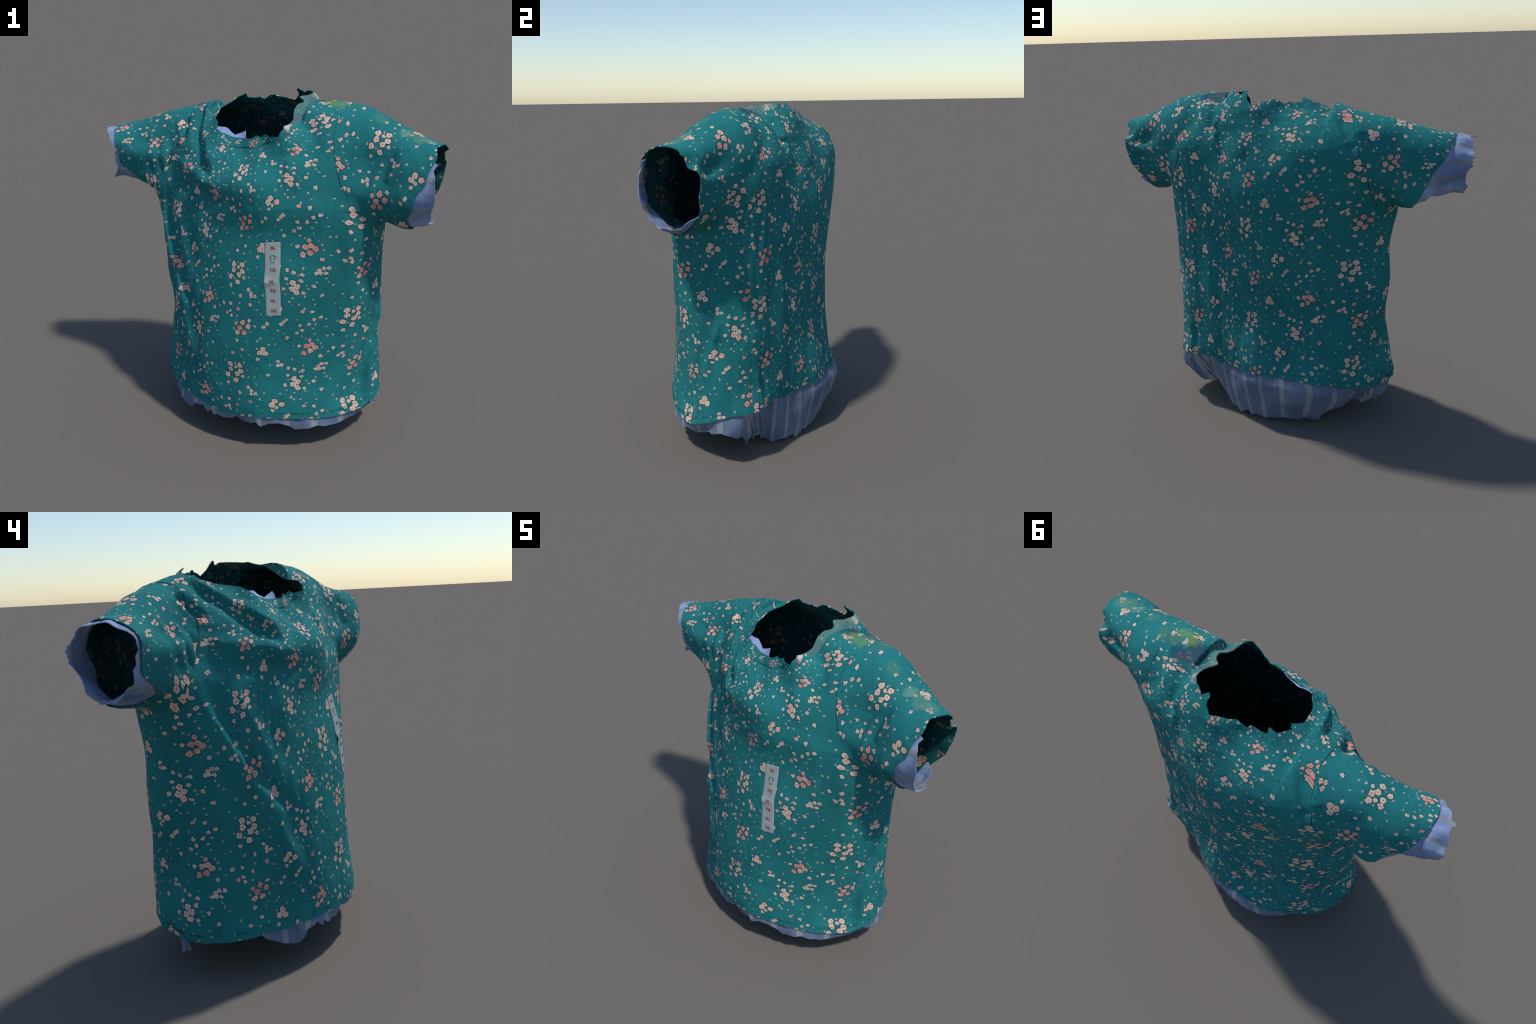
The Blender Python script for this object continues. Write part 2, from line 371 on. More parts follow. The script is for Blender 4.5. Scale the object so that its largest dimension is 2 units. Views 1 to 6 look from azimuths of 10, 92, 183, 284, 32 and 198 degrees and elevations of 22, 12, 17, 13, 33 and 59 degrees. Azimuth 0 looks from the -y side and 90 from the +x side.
def score(V, T, fn, drop):
    """Cut the triangles along fn = 0; with drop, throw away the positive side."""
    g = fn(V)
    g = np.where(abs(g) < 3e-4, 0.0, g)
    s = np.sign(g).astype(int)
    ts = s[T]
    crossed = (ts.min(1) < 0) & (ts.max(1) > 0)
    plain_t, C, cs = T[~crossed], T[crossed], ts[crossed]
    new_V, new_T, made = [V], [plain_t], {}
    count = len(V)

    def middle(i, j):
        nonlocal count
        key = (min(i, j), max(i, j))
        if key not in made:
            w = g[key[0]] / (g[key[0]] - g[key[1]])
            new_V.append((V[key[0]] * (1 - w) + V[key[1]] * w)[None])
            made[key] = count
            count += 1
        return made[key]
    out = []
    for tri, sg in zip(C.tolist(), cs.tolist()):
        if 0 in sg:
            k = sg.index(0)
            z, p, q = tri[k], tri[(k + 1) % 3], tri[(k + 2) % 3]
            m = middle(p, q)
            out += [(z, p, m), (z, m, q)]
        else:
            k = next(i for i in range(3) if sg[i] != sg[(i + 1) % 3] and sg[i] != sg[(i + 2) % 3])
            a, b, c = tri[k], tri[(k + 1) % 3], tri[(k + 2) % 3]
            p, q = middle(a, b), middle(a, c)
            out += [(a, p, q), (p, b, c), (p, c, q)]
    if out:
        new_T.append(np.array(out))
    V2, T2 = np.vstack(new_V), np.vstack(new_T)
    if drop:
        g2 = np.concatenate([g, np.zeros(len(V2) - len(V))])
        T2 = T2[g2[T2].max(1) <= 0]
        V2, T2 = compact(V2, T2)
    return V2, T2


def drop_scraps(V, T, least=60):
    """Drop loose scraps that a cut may leave."""
    lab = np.arange(len(V))
    while True:
        low = lab[T].min(1)
        new = lab.copy()
        for k in range(3):
            np.minimum.at(new, T[:, k], low)
        new = new[new]
        if (new == lab).all():
            break
        lab = new
    size = np.bincount(lab, minlength=len(V))
    return compact(V, T[size[lab[T[:, 0]]] >= least])


def shell(V, T, thickness):
    """Two-sided cloth: outer skin, inner skin, and a rim along open edges.
    Returns points, normals, polygons, the outer face each came from, and which
    polygons are the inner side."""
    N, n = normals(V, T), len(V)
    k = np.arange(len(T))
    polys = T.tolist() + (T[:, ::-1] + n).tolist()
    source = k.tolist() * 2
    inside = [0] * len(T) + [1] * len(T)
    E = np.vstack([T[:, [0, 1]], T[:, [1, 2]], T[:, [2, 0]]])
    owner = np.concatenate([k, k, k])
    key = np.sort(E, 1) @ np.array([n, 1])
    _, inv, cnt = np.unique(key, return_inverse=True, return_counts=True)
    open_e = cnt[inv.ravel()] == 1
    P, M = np.vstack([V, V - N * thickness]), np.vstack([N, -N])
    # the rim has points of its own, facing out of the opening
    B, own = E[open_e], owner[open_e]
    ids, loc = np.unique(B, return_inverse=True)
    loc = loc.reshape(-1, 2)
    face = np.cross(V[B[:, 1]] - V[B[:, 0]], N[B[:, 0]])
    out = np.zeros((len(ids), 3))
    for k in range(2):
        np.add.at(out, loc[:, k], face)
    out /= np.maximum(np.linalg.norm(out, axis=1), 1e-12)[:, None]
    base, m = 2 * n, len(ids)
    for (a, b), o in zip(loc.tolist(), own.tolist()):
        polys.append([base + b, base + a, base + m + a, base + m + b])
        source.append(o)
        inside.append(0)
    return (np.vstack([P, P[ids], P[ids + n]]), np.vstack([M, out, out]), polys, source, inside)


def part(name, parent, V, N, polys, material, inner=None, inside=None):
    """A mesh object from some of the polygons, with the whole cloth's normals."""
    used = sorted({i for p in polys for i in p})
    new = {o: i for i, o in enumerate(used)}
    me = bpy.data.meshes.new(name)
    me.from_pydata(V[used].tolist(), [], [[new[i] for i in p] for p in polys])
    me.polygons.foreach_set("use_smooth", [True] * len(me.polygons))
    if N is not None:
        me.normals_split_custom_set_from_vertices([tuple(v) for v in N[used]])
    me.materials.append(material)
    if inner:
        me.materials.append(inner)
        me.polygons.foreach_set("material_index", inside)
    ob = bpy.data.objects.new(name, me)
    bpy.context.scene.collection.objects.link(ob)
    ob.parent = parent
    return ob


# ------------------------------------------------------------------ materials
class Nodes:
    def __init__(self, tree):
        self.t = tree

    def add(self, kind, **values):
        n = self.t.nodes.new(kind)
        for k, v in values.items():
            setattr(n, k, v)
        return n

    def plug(self, value, socket):
        if hasattr(value, "is_linked"):
            self.t.links.new(value, socket)
        else:
            socket.default_value = value

    def math(self, op, a, b=0.0, clamp=False):
        n = self.add("ShaderNodeMath", operation=op, use_clamp=clamp)
        self.plug(a, n.inputs[0])
        self.plug(b, n.inputs[1])
        return n.outputs[0]

    def mix(self, fac, a, b, mode="MIX"):
        n = self.add("ShaderNodeMix", data_type="RGBA", blend_type=mode)
        self.plug(fac, n.inputs[0])
        self.plug(a, n.inputs[6])
        self.plug(b, n.inputs[7])
        return n.outputs[2]

    def step(self, x, lo, hi, a=0.0, b=1.0):
        n = self.add("ShaderNodeMapRange", interpolation_type="SMOOTHSTEP")
        for v, i in zip((x, lo, hi, a, b), range(5)):
            self.plug(v, n.inputs[i])
        return n.outputs[0]

    def noise(self, vec, scale, detail=2.0, rough=.5):
        n = self.add("ShaderNodeTexNoise")
        n.inputs["Scale"].default_value = scale
        n.inputs["Detail"].default_value = detail
        n.inputs["Roughness"].default_value = rough
        self.plug(vec, n.inputs["Vector"])
        return n

    def xyz(self, x, y, z=0.0):
        n = self.add("ShaderNodeCombineXYZ")
        for v, i in zip((x, y, z), range(3)):
            self.plug(v, n.inputs[i])
        return n.outputs[0]

    def vec(self, op, a, b):
        n = self.add("ShaderNodeVectorMath", operation=op)
        self.plug(a, n.inputs[0])
        self.plug(b, n.inputs[1])
        return n.outputs["Value" if op in ("DISTANCE", "DOT_PRODUCT") else "Vector"]


TEAL = (0.020, 0.188, 0.194, 1)  # kept below the sunlit teal, partway down to the scan's baked shading
TEAL_DEEP = (0.017, 0.155, 0.163, 1)


def floral_print():
    """Node group: cloth coordinates (metres) -> printed colour."""
    g = bpy.data.node_groups.new("floral_print", "ShaderNodeTree")
    g.interface.new_socket("Cloth", in_out="INPUT", socket_type="NodeSocketVector")
    g.interface.new_socket("Ground", in_out="INPUT", socket_type="NodeSocketColor")
    g.interface.new_socket("Color", in_out="OUTPUT", socket_type="NodeSocketColor")
    k = Nodes(g)
    gi, go = k.add("NodeGroupInput"), k.add("NodeGroupOutput")
    cloth = gi.outputs[0]
    W, H = REPEAT
    # ragged petal edges: a little noise added to the cloth coordinate
    wob = k.noise(cloth, 120, 1)
    off = k.vec("SCALE", k.vec("SUBTRACT", wob.outputs["Color"], (.5, .5, .5)), (0, 0, 0))
    off.node.inputs["Scale"].default_value = .018
    p = k.vec("ADD", cloth, off)
    s = k.add("ShaderNodeSeparateXYZ")
    k.plug(p, s.inputs[0])
    col = k.math("FLOOR", k.math("DIVIDE", s.outputs[0], W))
    lu = k.math("SUBTRACT", s.outputs[0], k.math("MULTIPLY", col, W))
    lv = k.math("FLOORED_MODULO", k.math("ADD", s.outputs[1], k.math("MULTIPLY", col, DROP)), H)
    q = k.xyz(lu, lv)

    def nearest(kind):
        dist = None
        pts = []
        for a, b in PRINT[kind]:
            for c in (-1, 0, 1):
                u, v0 = a + c * W, (b - c * DROP) % H
                for d in (-1, 0, 1):
                    v = v0 + d * H
                    if -.02 < u < W + .02 and -.02 < v < H + .02:
                        pts.append((u, v, 0))
        for pt in pts:
            x = k.vec("DISTANCE", q, pt)
            dist = x if dist is None else k.math("MINIMUM", dist, x)
        return dist

    # dark specks scattered between the flowers
    vor = k.add("ShaderNodeTexVoronoi", feature="F1")
    vor.inputs["Scale"].default_value = 30
    k.plug(cloth, vor.inputs["Vector"])
    keep = k.add("ShaderNodeSeparateColor")
    k.plug(vor.outputs["Color"], keep.inputs[0])
    speck = k.math("MULTIPLY", k.step(vor.outputs["Distance"], .085, .12, 1, 0), k.math("GREATER_THAN", keep.outputs[0], .45))
    colour = k.mix(k.math("MULTIPLY", speck, .8), gi.outputs[1], (.006, .03, .036, 1))

    tone = k.noise(cloth, 22, 1)
    for kind, r, petal, heart in (
            ("small", .0050, (.36, .40, .35, 1), (.10, .15, .13, 1)),
            ("ring", .0096, (.62, .46, .37, 1), (.20, .11, .08, 1)),
            ("pink_ring", .0098, (.60, .28, .24, 1), (.40, .12, .10, 1)),
            ("cream", .0148, (.64, .43, .34, 1), (.34, .17, .12, 1)),
            ("pink", .0142, (.58, .26, .22, 1), (.42, .13, .11, 1))):
        d = nearest(kind)
        halo = k.step(d, r * 1.05, r * 1.5, .62, 0)
        colour = k.mix(halo, colour, (.006, .034, .038, 1))
        inner = k.step(d, r * .05, r * .55, .85, 0)
        pet = k.mix(k.step(tone.outputs[0], .4, .65, 0, .45), petal, (.76, .60, .50, 1))
        flower = k.mix(inner, pet, heart)
        colour = k.mix(k.step(d, r * .88, r * 1.06, 1, 0), colour, flower)
    k.plug(colour, go.inputs[0])
    return g


def cloth_base(k, pos):
    """Heathered teal ground: soft blotches and a fine knit streak."""
    blot = k.noise(pos, 3.2, 3, .6)
    ground = k.mix(k.step(blot.outputs[0], .35, .68), TEAL_DEEP, TEAL)
    knit = k.noise(k.vec("MULTIPLY", pos, (60, 60, 420)), 1, 2)
    return k.mix(k.step(knit.outputs[0], .3, .75, 0, .28), ground, (.006, .10, .11, 1)), knit


def stains(k, pos, colour, spots):
    """Blotches of foreign colour smeared over the cloth."""
    n = k.noise(pos, 14, 3, .6)
    off = k.vec("SCALE", k.vec("SUBTRACT", n.outputs["Color"], (.5, .5, .5)), (0, 0, 0))
    off.node.inputs["Scale"].default_value = .11
    p = k.vec("ADD", pos, off)
    fleck = k.noise(pos, 46, 3, .65)
    patchy = k.step(fleck.outputs[0], .34, .60, .7, 1)
    for centre, radius, tint, strength in spots:
        d = k.vec("DISTANCE", p, centre)
        colour = k.mix(k.math("MULTIPLY", patchy, k.step(d, radius * .55, radius * 1.1, strength, 0)), colour, tint)
    return colour


STAINS = [
    ((.26, -.09, 1.87), .075, (.10, .20, .17, 1), .75), ((.25, .01, 1.905), .07, (.11, .19, .16, 1), .8),
    ((.28, .09, 1.905), .055, (.25, .31, .26, 1), .8), ((.31, .05, 1.895), .045, (.07, .13, .12, 1), .8),
    ((.23, -.16, 1.81), .05, (.09, .13, .14, 1), .8), ((.30, .13, 1.89), .03, (.36, .40, .34, 1), .75),
    ((.36, -.02, 1.90), .07, (.03, .06, .09, 1), .85), ((.45, .00, 1.875), .055, (.018, .05, .10, 1), .8),
    ((.40, .03, 1.885), .05, (.04, .08, .10, 1), .8), ((.41, -.085, 1.895), .05, (.15, .23, .05, 1), .8),
    ((.445, -.065, 1.895), .022, (.48, .44, .48, 1), .8), ((.47, -.12, 1.885), .045, (.12, .25, .10, 1), .8),
    ((.50, -.06, 1.88), .035, (.11, .16, .08, 1), .6),
]
SLEEVE_STAINS = [
    ((.87, -.30, 1.755), .055, (.10, .22, .17, 1), .6), ((.92, -.31, 1.745), .05, (.11, .22, .17, 1), .6),
    ((.80, -.27, 1.775), .04, (.17, .30, .22, 1), .6), ((.68, -.20, 1.835), .06, (.05, .19, .15, 1), .7),
    ((.55, -.10, 1.872), .05, (.06, .17, .12, 1), .7),
]


def printed_cloth(name, kind, group, inside_darkened=False):
    m = bpy.data.materials.new(name)
    m.use_nodes = True
    m.node_tree.nodes.clear()
    k = Nodes(m.node_tree)
    pos = k.add("ShaderNodeTexCoord").outputs["Object"]
    s = k.add("ShaderNodeSeparateXYZ")
    k.plug(pos, s.inputs[0])
    x, y, z = s.outputs
    if kind == "torso":
        # arc length round the body, height plus the slope of the shoulders
        ang = k.math("ARCTAN2", k.math("DIVIDE", k.math("SUBTRACT", y, CENTRE[1]), DEPTH), k.math("SUBTRACT", x, CENTRE[0]))
        ang = k.math("FLOORED_MODULO", ang, 2 * math.pi)
        u = k.math("SUBTRACT", k.math("MULTIPLY", ang, .535), k.math("MULTIPLY", k.math("SINE", k.math("MULTIPLY", ang, 2)), .045))
        rho = k.math("POWER", k.math("ADD", k.math("POWER", k.math("SUBTRACT", x, CENTRE[0]), 2), k.math("POWER", k.math("DIVIDE", k.math("SUBTRACT", y, CENTRE[1]), DEPTH), 2)), .5)
        v = k.math("ADD", z, k.math("MULTIPLY", k.math("MAXIMUM", k.math("SUBTRACT", .60, rho), -.01), k.step(z, 1.45, 1.80, 0, .8)))
    else:
        A, a, L, e1, e2 = sleeve_frame(kind)
        d = k.vec("SUBTRACT", pos, tuple(A))
        ang = k.math("ARCTAN2", k.vec("DOT_PRODUCT", d, tuple(e2)), k.vec("DOT_PRODUCT", d, tuple(e1)))
        ang = k.math("FLOORED_MODULO", k.math("ADD", ang, math.pi / 2), 2 * math.pi)
        along = k.vec("DOT_PRODUCT", d, tuple(a))
        u = k.math("ADD", k.math("MULTIPLY", along, 1 if kind == "right" else -1), .21 if kind == "right" else 1.02)
        v = k.math("ADD", k.math("MULTIPLY", ang, .21 if kind == "right" else -.21), .1)
    grp = k.add("ShaderNodeGroup")
    grp.node_tree = group
    k.plug(k.xyz(u, v), grp.inputs[0])
    ground, knit = cloth_base(k, pos)
    k.plug(ground, grp.inputs[1])
    colour = grp.outputs[0]
    if kind == "torso":
        colour = stains(k, pos, colour, STAINS)
    elif kind == "right":
        colour = stains(k, pos, colour, SLEEVE_STAINS)
    if inside_darkened:
        # print mixed toward black to paint the gloom inside the shirt
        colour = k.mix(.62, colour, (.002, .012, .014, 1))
    bsdf = k.add("ShaderNodeBsdfPrincipled")
    k.plug(colour, bsdf.inputs["Base Color"])
    bsdf.inputs["Roughness"].default_value = .95
    bsdf.inputs["Specular IOR Level"].default_value = .1
    bump = k.add("ShaderNodeBump")
    bump.inputs["Strength"].default_value = .12
    bump.inputs["Distance"].default_value = .002
    k.plug(knit.outputs[0], bump.inputs["Height"])
    k.plug(bump.outputs[0], bsdf.inputs["Normal"])
    k.plug(bsdf.outputs[0], k.add("ShaderNodeOutputMaterial").inputs[0])
    return m


def striped_cloth(name, kind, period, blues):
    """Blue shirting with pale ribbon stripes."""
    m = bpy.data.materials.new(name)
    m.use_nodes = True
    m.node_tree.nodes.clear()
    k = Nodes(m.node_tree)
    pos = k.add("ShaderNodeTexCoord").outputs["Object"]
    s = k.add("ShaderNodeSeparateXYZ")
    k.plug(pos, s.inputs[0])
    x, y, z = s.outputs
    if kind == "torso":
        ang = k.math("FLOORED_MODULO", k.math("ARCTAN2", k.math("DIVIDE", k.math("SUBTRACT", y, CENTRE[1]), DEPTH), k.math("SUBTRACT", x, CENTRE[0])), 2 * math.pi)
        u = k.math("SUBTRACT", k.math("MULTIPLY", ang, .535), k.math("MULTIPLY", k.math("SINE", k.math("MULTIPLY", ang, 2)), .045))
    else:
        A, a, L, e1, e2 = sleeve_frame(kind)
        d = k.vec("SUBTRACT", pos, tuple(A))
        ang = k.math("ARCTAN2", k.vec("DOT_PRODUCT", d, tuple(e2)), k.vec("DOT_PRODUCT", d, tuple(e1)))
        u = k.math("MULTIPLY", ang, .20)
    wob = k.noise(pos, 9, 2)
    u = k.math("ADD", u, k.math("MULTIPLY", k.math("SUBTRACT", wob.outputs[0], .5), .012))
    ph = k.math("FLOORED_MODULO", k.math("ADD", k.math("DIVIDE", u, period), .3), 1.0)
    d = k.math("ABSOLUTE", k.math("SUBTRACT", ph, .5))
    blot = k.noise(pos, 6, 3, .6)
    blue = k.mix(k.step(blot.outputs[0], .3, .7), *blues)
    pale = k.mix(k.step(blot.outputs[0], .3, .7), (.17, .20, .25, 1), (.31, .33, .35, 1))
    colour = k.mix(k.step(d, .100, .116, 1, 0), blue, pale)
    colour = k.mix(k.step(k.math("ABSOLUTE", k.math("SUBTRACT", d, .30)), .012, .022, .35, 0), colour, (.12, .18, .38, 1))
    bsdf = k.add("ShaderNodeBsdfPrincipled")
    k.plug(colour, bsdf.inputs["Base Color"])
    bsdf.inputs["Roughness"].default_value = .9
    bsdf.inputs["Specular IOR Level"].default_value = .15
    k.plug(bsdf.outputs[0], k.add("ShaderNodeOutputMaterial").inputs[0])
    return m


def plain(name, colour, rough=.85, clear=0.0):
    m = bpy.data.materials.new(name)
    m.use_nodes = True
    k = Nodes(m.node_tree)
    b = m.node_tree.nodes["Principled BSDF"]
    pos = k.add("ShaderNodeTexCoord").outputs["Object"]
    n = k.noise(pos, 30, 2)
    dark = tuple(c * .8 for c in colour[:3]) + (1,)
    k.plug(k.mix(n.outputs[0], dark, colour), b.inputs["Base Color"])
    b.inputs["Roughness"].default_value = rough
    b.inputs["Specular IOR Level"].default_value = .2
    if clear:
        tr = k.add("ShaderNodeBsdfTransparent")
        mx = k.add("ShaderNodeMixShader")
        mx.inputs[0].default_value = clear
        k.plug(b.outputs[0], mx.inputs[1])
        k.plug(tr.outputs[0], mx.inputs[2])
        out = next(n for n in m.node_tree.nodes if n.type == "OUTPUT_MATERIAL")
        k.plug(mx.outputs[0], out.inputs[0])
    return m


# ------------------------------------------------------------------- building
def empty(name, parent=None):
    e = bpy.data.objects.new(name, None)
    bpy.context.scene.collection.objects.link(e)
    e.parent = parent
    return e


def on_skin(origins, directions, reach=1.2):
    """First points of the cloth met by rays from outside."""
    O, D = np.atleast_2d(np.array(origins, float)), np.atleast_2d(np.array(directions, float))
    D = D / np.linalg.norm(D, axis=1)[:, None]
    t = np.arange(0, reach, .012)
    f = skin((O[:, None] + t[None, :, None] * D[:, None]).reshape(-1, 3)).reshape(len(O), len(t))
    enter = (f[:, :-1] > 0) & (f[:, 1:] <= 0)
    i = np.where(enter.any(1), enter.argmax(1), np.minimum(abs(f).argmin(1), len(t) - 2))
    lo, hi = t[i], t[i + 1]
    for _ in range(7):
        mid = (lo + hi) / 2
        out = skin(O + mid[:, None] * D) > 0
        lo, hi = np.where(out, mid, lo), np.where(out, hi, mid)
    return O + ((lo + hi) / 2)[:, None] * D


def cord(name, parent, points, radius, material, closed=False):
    """A thin seam thread lying on the cloth."""
    cu = bpy.data.curves.new(name, "CURVE")
    cu.dimensions = "3D"
    cu.bevel_depth = radius
    cu.bevel_resolution = 1
    sp = cu.splines.new("POLY")
    sp.points.add(len(points) - 1)
    for q, p in zip(sp.points, points):
        q.co = (*p, 1)
    sp.use_cyclic_u = closed
    tmp = bpy.data.objects.new("thread_tmp", cu)
    me = bpy.data.meshes.new_from_object(tmp)
    bpy.data.objects.remove(tmp)
    bpy.data.curves.remove(cu)
    me.name = name
    me.materials.append(material)
    ob = bpy.data.objects.new(name, me)
    bpy.context.scene.collection.objects.link(ob)
    ob.parent = parent
    return ob


def build():
    V, quads = polygonise()
    V = crumple(V)
    T = np.vstack([quads[:, [0, 1, 2]], quads[:, [0, 2, 3]]])
    shirt = empty("layered_shirt")
    shirt["label"] = "teal floral T-shirt worn over a blue striped under-shirt, torn edges"
    shirt["category"] = "shirt"

    group = floral_print()
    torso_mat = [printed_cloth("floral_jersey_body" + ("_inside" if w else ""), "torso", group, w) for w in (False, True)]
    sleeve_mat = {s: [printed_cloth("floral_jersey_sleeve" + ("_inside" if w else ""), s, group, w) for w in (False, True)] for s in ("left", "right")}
    stripe_mat = striped_cloth("striped_cotton_body", "torso", .138, ((.10, .135, .21, 1), (.16, .205, .29, 1)))
    cuff_mat = {s: striped_cloth("striped_cotton_sleeve", s, .16, ((.14, .20, .36, 1), (.30, .37, .56, 1))) for s in ("left", "right")}
    thread_mat = plain("dark_thread", (.010, .055, .060, 1))

    # --- the T-shirt
    C, F = score(V, T, lambda P: over_neck(P, NECK), True)
    C, F = score(C, F, lambda P: over_hem(P, HEM), True)
    for side in ("left", "right"):
        C, F = score(C, F, lambda P: over_sleeve(P, side, SLEEVE_HEM[side]), True)
    C, F = drop_scraps(C, F)
    BAND = [(a, min(z, 1.86) - .045) for a, z in NECK]
    for side in ("left", "right"):
        C, F = score(C, F, lambda P: over_sleeve(P, side, ARMHOLE[side]), False)
    C, F = score(C, F, lambda P: over_neck(P, BAND), False)
    P, N, polys, source, inside = shell(C, F, CLOTH)
    mid = C[F].mean(1)
    region = np.full(len(mid), "torso", dtype=object)
    region[over_neck(mid, BAND) > 0] = "neckband"
    for side in ("left", "right"):
        region[over_sleeve(mid, side, ARMHOLE[side]) > 0] = side
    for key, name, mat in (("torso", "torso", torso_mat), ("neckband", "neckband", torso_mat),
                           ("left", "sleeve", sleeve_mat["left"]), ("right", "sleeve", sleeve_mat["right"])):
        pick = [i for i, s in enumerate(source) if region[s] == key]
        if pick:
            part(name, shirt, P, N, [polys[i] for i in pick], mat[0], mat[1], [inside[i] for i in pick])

    # --- the under-shirt: tail, cuffs, collar lining
    under = empty("under_shirt", shirt)

    def layer(name, cut, inset, mat, thick=.004, crush=.006):
        B, F = V, T
        for fn in cut:
            B, F = score(B, F, fn, True)
        B, F = drop_scraps(B, F, 12)
        depth = inset(B)
        rough = np.array([noise.noise((q[0] * 16, q[1] * 16, q[2] * 9)) for q in B])
        B = B - normals(B, F) * (depth + crush * rough * (depth < .0085) + .002 * rough)[:, None]
        A, M, pl, _, ins = shell(B, F, thick)
        if len(pl):
            part(name, under, A, M, pl, mat)

    def tuck(Q):
        """Under-shirt depth: inside the T-shirt above the hem, level with it
        below, and drawn in where the tail is folded under at two corners."""
        below = over_hem(Q, HEM)
        d = np.degrees(torso_polar(Q)[0])
        near = lambda c, w: np.exp(-(((d - c + 180) % 360 - 180) / w) ** 2)
        drop = np.clip((below + .01) / .06, 0, 1)
        return .009 - .006 * np.clip((below - .002) / .05, 0, 1) + drop * (.095 * near(9, 11) + .05 * near(323, 14) + .08 * near(138, 13) - .024 * near(98, 30))

    HEM_UP = [(a, z + .04) for a, z in HEM]
    layer("shirt_tail", [lambda Q: over_hem(Q, TAIL), lambda Q: -over_hem(Q, HEM_UP)],
          tuck, stripe_mat)
    for side in ("left", "right"):
        layer("cuff", [lambda Q: over_sleeve(Q, side, CUFF[side]),
                       lambda Q: np.where(sleeve_polar(Q, side)[2] > .4, -over_sleeve(Q, side, SLEEVE_HEM[side], -.025), 1.0)],
              lambda Q: .010 - .004 * np.clip(over_sleeve(Q, side, SLEEVE_HEM[side]) / .05, 0, 1), cuff_mat[side], crush=.011)
    layer("collar_lining", [lambda Q: over_neck(Q, LINING),
                            lambda Q: np.where((Q[:, 2] > 1.6) & (np.hypot(Q[:, 0] - NECK_C[0], Q[:, 1] - NECK_C[1]) < .36), -over_neck(Q, NECK, -.02), 1.0)],
          lambda Q: np.full(len(Q), .009), plain("pale_blue_cotton", (.36, .44, .72, 1)))

    # --- seams
    for side in ("left", "right"):
        A, a, L, e1, e2 = sleeve_frame(side)
        deg = np.arange(0, 360, 4)
        ph = np.radians(deg)[:, None]
        D = e1 * np.cos(ph) + e2 * np.sin(ph)
        O = A + a * L * at(ARMHOLE[side], deg)[:, None]
        hit = on_skin(O + D * .5, -D, .5)
        pts = [p for p, o, g in zip(hit, O, deg) if abs(p[2] - o[2]) < .34 and 1.30 < p[2] < 1.86 and not 225 < g < 300]
        k = max(range(len(pts)), key=lambda i: np.linalg.norm(pts[i] - pts[i - 1]))
        cord("armhole_seam", shirt, pts[k:] + pts[:k], .0016, thread_mat)
    neck_line = [(-.193, -.104, 1.707), (-.156, -.132, 1.682), (-.102, -.195, 1.677), (-.045, -.223, 1.676), (.025, -.239, 1.682), (.076, -.244, 1.697), (.125, -.262, 1.725)]
    line = np.array(neck_line)
    w = np.linspace(0, len(line) - 1.001, 36)
    i = w.astype(int)
    R = line[i] * (1 - (w - i))[:, None] + line[i + 1] * (w - i)[:, None]
    D = np.array([*NECK_C, 0]) - R * [1, 1, 0]
    D /= np.linalg.norm(D, axis=1)[:, None]
    pts = on_skin(R - D * .12, D, .3)
    cord("neckband_seam", shirt, pts, .0014, thread_mat)
    # double row of stitches above the hem
    dash_V, dash_F = [], []
    for row in (.030, .036):
        deg = np.arange(0, 360, .9)
        th = np.radians(deg)
        O = np.stack([CENTRE[0] + np.cos(th), CENTRE[1] + DEPTH * np.sin(th), at(HEM, deg) + row], 1)
        D = np.array([*CENTRE, 0]) - O * [1, 1, 0]
        D /= np.linalg.norm(D, axis=1)[:, None]
        for p, d in zip(on_skin(O, D, 1.0), D):
            t = np.array([-d[1], d[0], 0])
            b = len(dash_V)
            c = p - d * .001
            for sx, sz, dep in ((-1, -1, 0), (1, -1, 0), (1, 1, 0), (-1, 1, 0), (-1, -1, .003), (1, -1, .003), (1, 1, .003), (-1, 1, .003)):
                dash_V.append(c + t * sx * .0022 + np.array([0, 0, sz * .0007]) + d * dep)
            dash_F += [[b, b + 3, b + 2, b + 1], [b, b + 1, b + 5, b + 4], [b + 1, b + 2, b + 6, b + 5], [b + 2, b + 3, b + 7, b + 6], [b + 3, b, b + 4, b + 7], [b + 4, b + 5, b + 6, b + 7]]
    st = part("hem_stitching", shirt, np.array(dash_V), None, dash_F, thread_mat)
    st["kind"] = "stuff"

    # --- size strip on the chest
    corner = {"tl": (.101, 1.222), "tr": (.187, 1.231), "bl": (.111, .832), "br": (.191, .836)}

    def strip(s, t, lift):
        """Points of the size strip: s across, t down, lifted off the cloth."""
        s, t = np.asarray(s, float), np.asarray(t, float)
        x = (corner["tl"][0] * (1 - s) + corner["tr"][0] * s) * (1 - t) + (corner["bl"][0] * (1 - s) + corner["br"][0] * s) * t
        z = (corner["tl"][1] * (1 - s) + corner["tr"][1] * s) * (1 - t) + (corner["bl"][1] * (1 - s) + corner["br"][1] * s) * t
        x = x - .006 * np.exp(-((t - .5) / .12) ** 2)
        p = on_skin(np.stack([x, np.full_like(x, -.8), z], 1), np.tile([0, 1.0, 0], (len(x), 1)), .7)
        buckle = .010 * np.exp(-((t - .53) / .05) ** 2) * (1 - s) - .004 * np.exp(-((t - .6) / .03) ** 2) * s
        p[:, 1] -= lift + np.maximum(buckle, 0)
        return p

    ns, nt = 9, 61
    top = list(strip(np.tile(np.linspace(0, 1, ns), nt), np.repeat(np.linspace(0, 1, nt), ns), .0035))
    low = [p + np.array([0, .0015, 0]) for p in top]
    fs = []
    n = ns * nt
    for j in range(nt - 1):
        for i in range(ns - 1):
            a = j * ns + i
            fs += [[a, a + ns, a + ns + 1, a + 1], [n + a, n + a + 1, n + a + ns + 1, n + a + ns]]
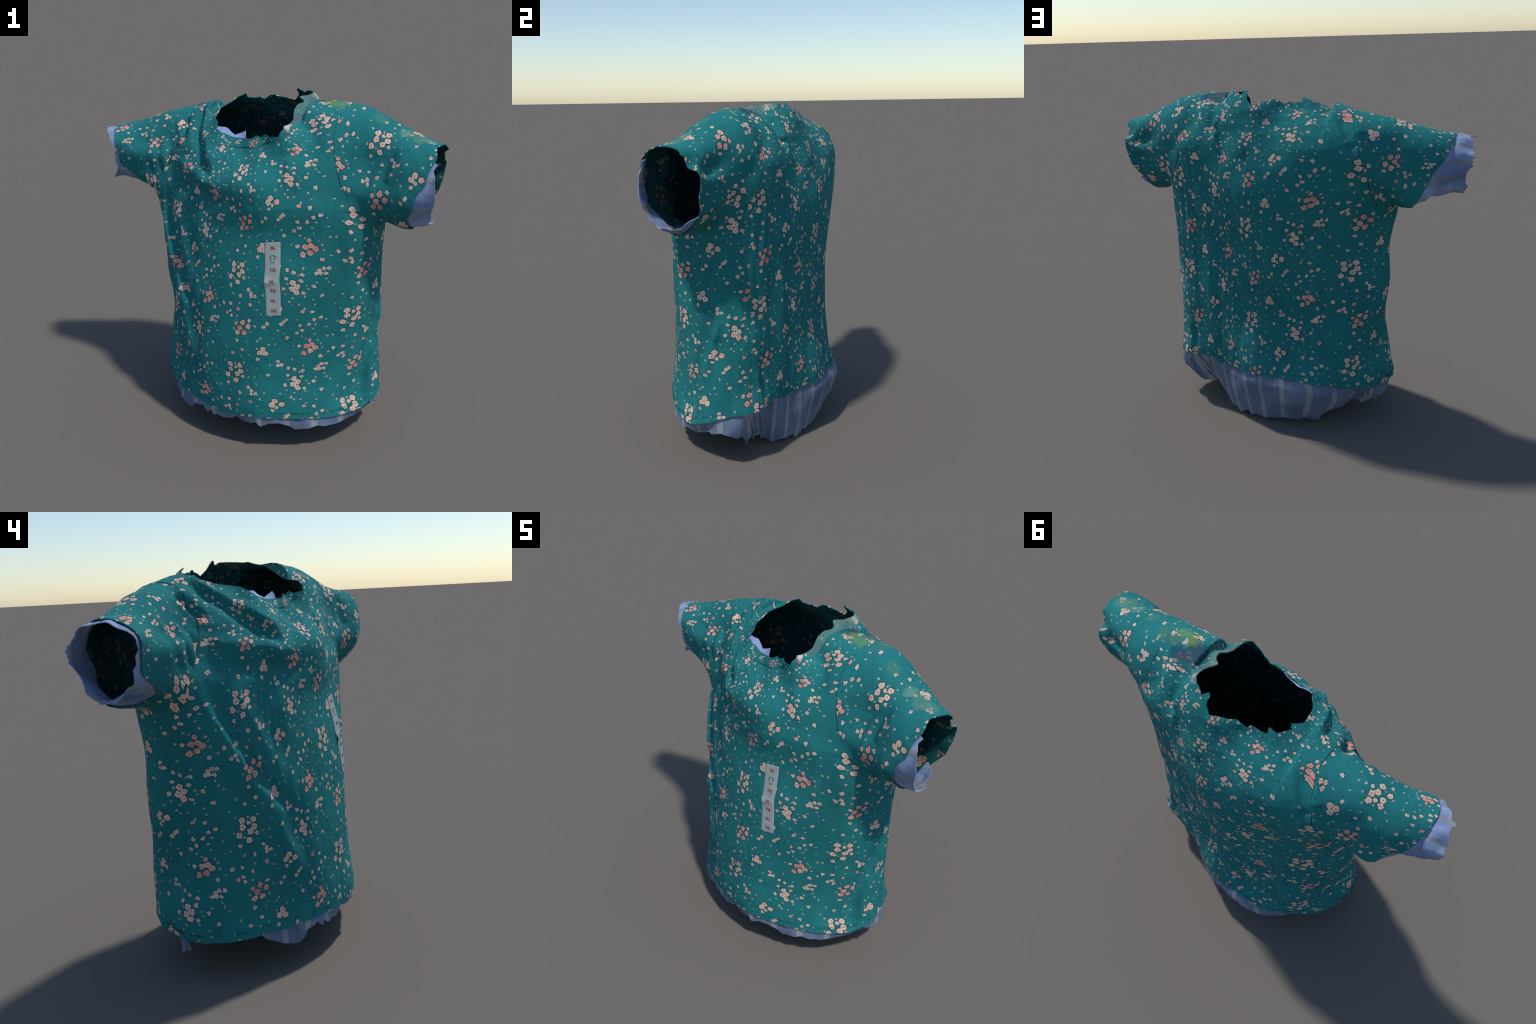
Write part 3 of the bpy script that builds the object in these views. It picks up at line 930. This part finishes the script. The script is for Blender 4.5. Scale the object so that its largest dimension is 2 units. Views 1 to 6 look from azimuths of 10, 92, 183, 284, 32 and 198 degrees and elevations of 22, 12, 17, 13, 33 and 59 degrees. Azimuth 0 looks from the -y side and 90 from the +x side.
    ring = [i for i in range(ns)] + [j * ns + ns - 1 for j in range(1, nt)] + [(nt - 1) * ns + i for i in range(ns - 2, -1, -1)] + [j * ns for j in range(nt - 2, 0, -1)]
    for a, b in zip(ring, ring[1:] + ring[:1]):
        fs.append([a, b, n + b, n + a])
    strip_ob = part("size_strip", shirt, np.array(top + low), None, fs, plain("clear_film", (.56, .64, .62, 1), .45, .5))

    red, ink = plain("red_ink", (.36, .035, .035, 1), .7), plain("grey_ink", (.05, .13, .12, 1), .7)

    def ink_mesh(name, outline_me, size, cx, cy, material):
        """Bend flat artwork (unit height) onto the strip."""
        vs = np.array([v.co for v in outline_me.vertices])
        mid = (vs.max(0) + vs.min(0)) / 2
        w, h = .083, .392
        bent = strip(cx + (vs[:, 0] - mid[0]) * size / w, cy - (vs[:, 1] - mid[1]) * size / h, .0048 + .0006 * (vs[:, 2] > mid[2]))
        outline_me.vertices.foreach_set("co", bent.ravel())
        outline_me.update()
        outline_me.name = name
        outline_me.materials.clear()
        outline_me.materials.append(material)
        ob = bpy.data.objects.new(name, outline_me)
        bpy.context.scene.collection.objects.link(ob)
        ob.parent = strip_ob

    for word, ty in (("XL", .07), ("TG", .36), ("XL", .515), ("TG", .64), ("XL", .78), ("TG", .925)):
        cu = bpy.data.curves.new("size_word", "FONT")
        cu.body, cu.size, cu.extrude, cu.offset = word, 1.0, .02, .028
        cu.space_character = 1.12
        tmp = bpy.data.objects.new("word_tmp", cu)
        me = bpy.data.meshes.new_from_object(tmp)
        bpy.data.objects.remove(tmp)
        bpy.data.curves.remove(cu)
        ink_mesh("size_word", me, .0215, .52, ty, red)
    # small outline of a T-shirt
    half = [(.10, .5), (.22, .5), (.5, .28), (.40, .08), (.27, .16), (.27, -.5)]
    ring = [(x, y) for x, y in half] + [(-x, y) for x, y in reversed(half)]
    ringc = np.array(ring)
    inner = ringc * .86 + np.array([0, -.005])
    m = len(ring)
    vs = [(x, y, z) for z in (0, .02) for loop in (ringc, inner) for x, y in loop]
    fs = []
    for i in range(m):
        j = (i + 1) % m
        fs += [[2 * m + i, 2 * m + j, 3 * m + j, 3 * m + i], [i, m + i, m + j, j], [i, j, 2 * m + j, 2 * m + i], [m + i, 3 * m + i, 3 * m + j, m + j]]
    me = bpy.data.meshes.new("shirt_icon")
    me.from_pydata(vs, [], fs)
    ink_mesh("shirt_icon", me, .037, .52, .215, ink)

    # --- torn care label at the right front of the neck
    quad = np.array([(.222, -.238, 1.806), (.192, -.249, 1.801), (.189, -.270, 1.768), (.219, -.267, 1.768)])
    back = quad + np.array([-.002, .004, 0])
    part("care_label", shirt, np.vstack([quad, back]), None,
         [[0, 1, 2, 3], [7, 6, 5, 4], [1, 0, 4, 5], [2, 1, 5, 6], [3, 2, 6, 7], [0, 3, 7, 4]], plain("cream_tape", (.60, .52, .44, 1)))


build()
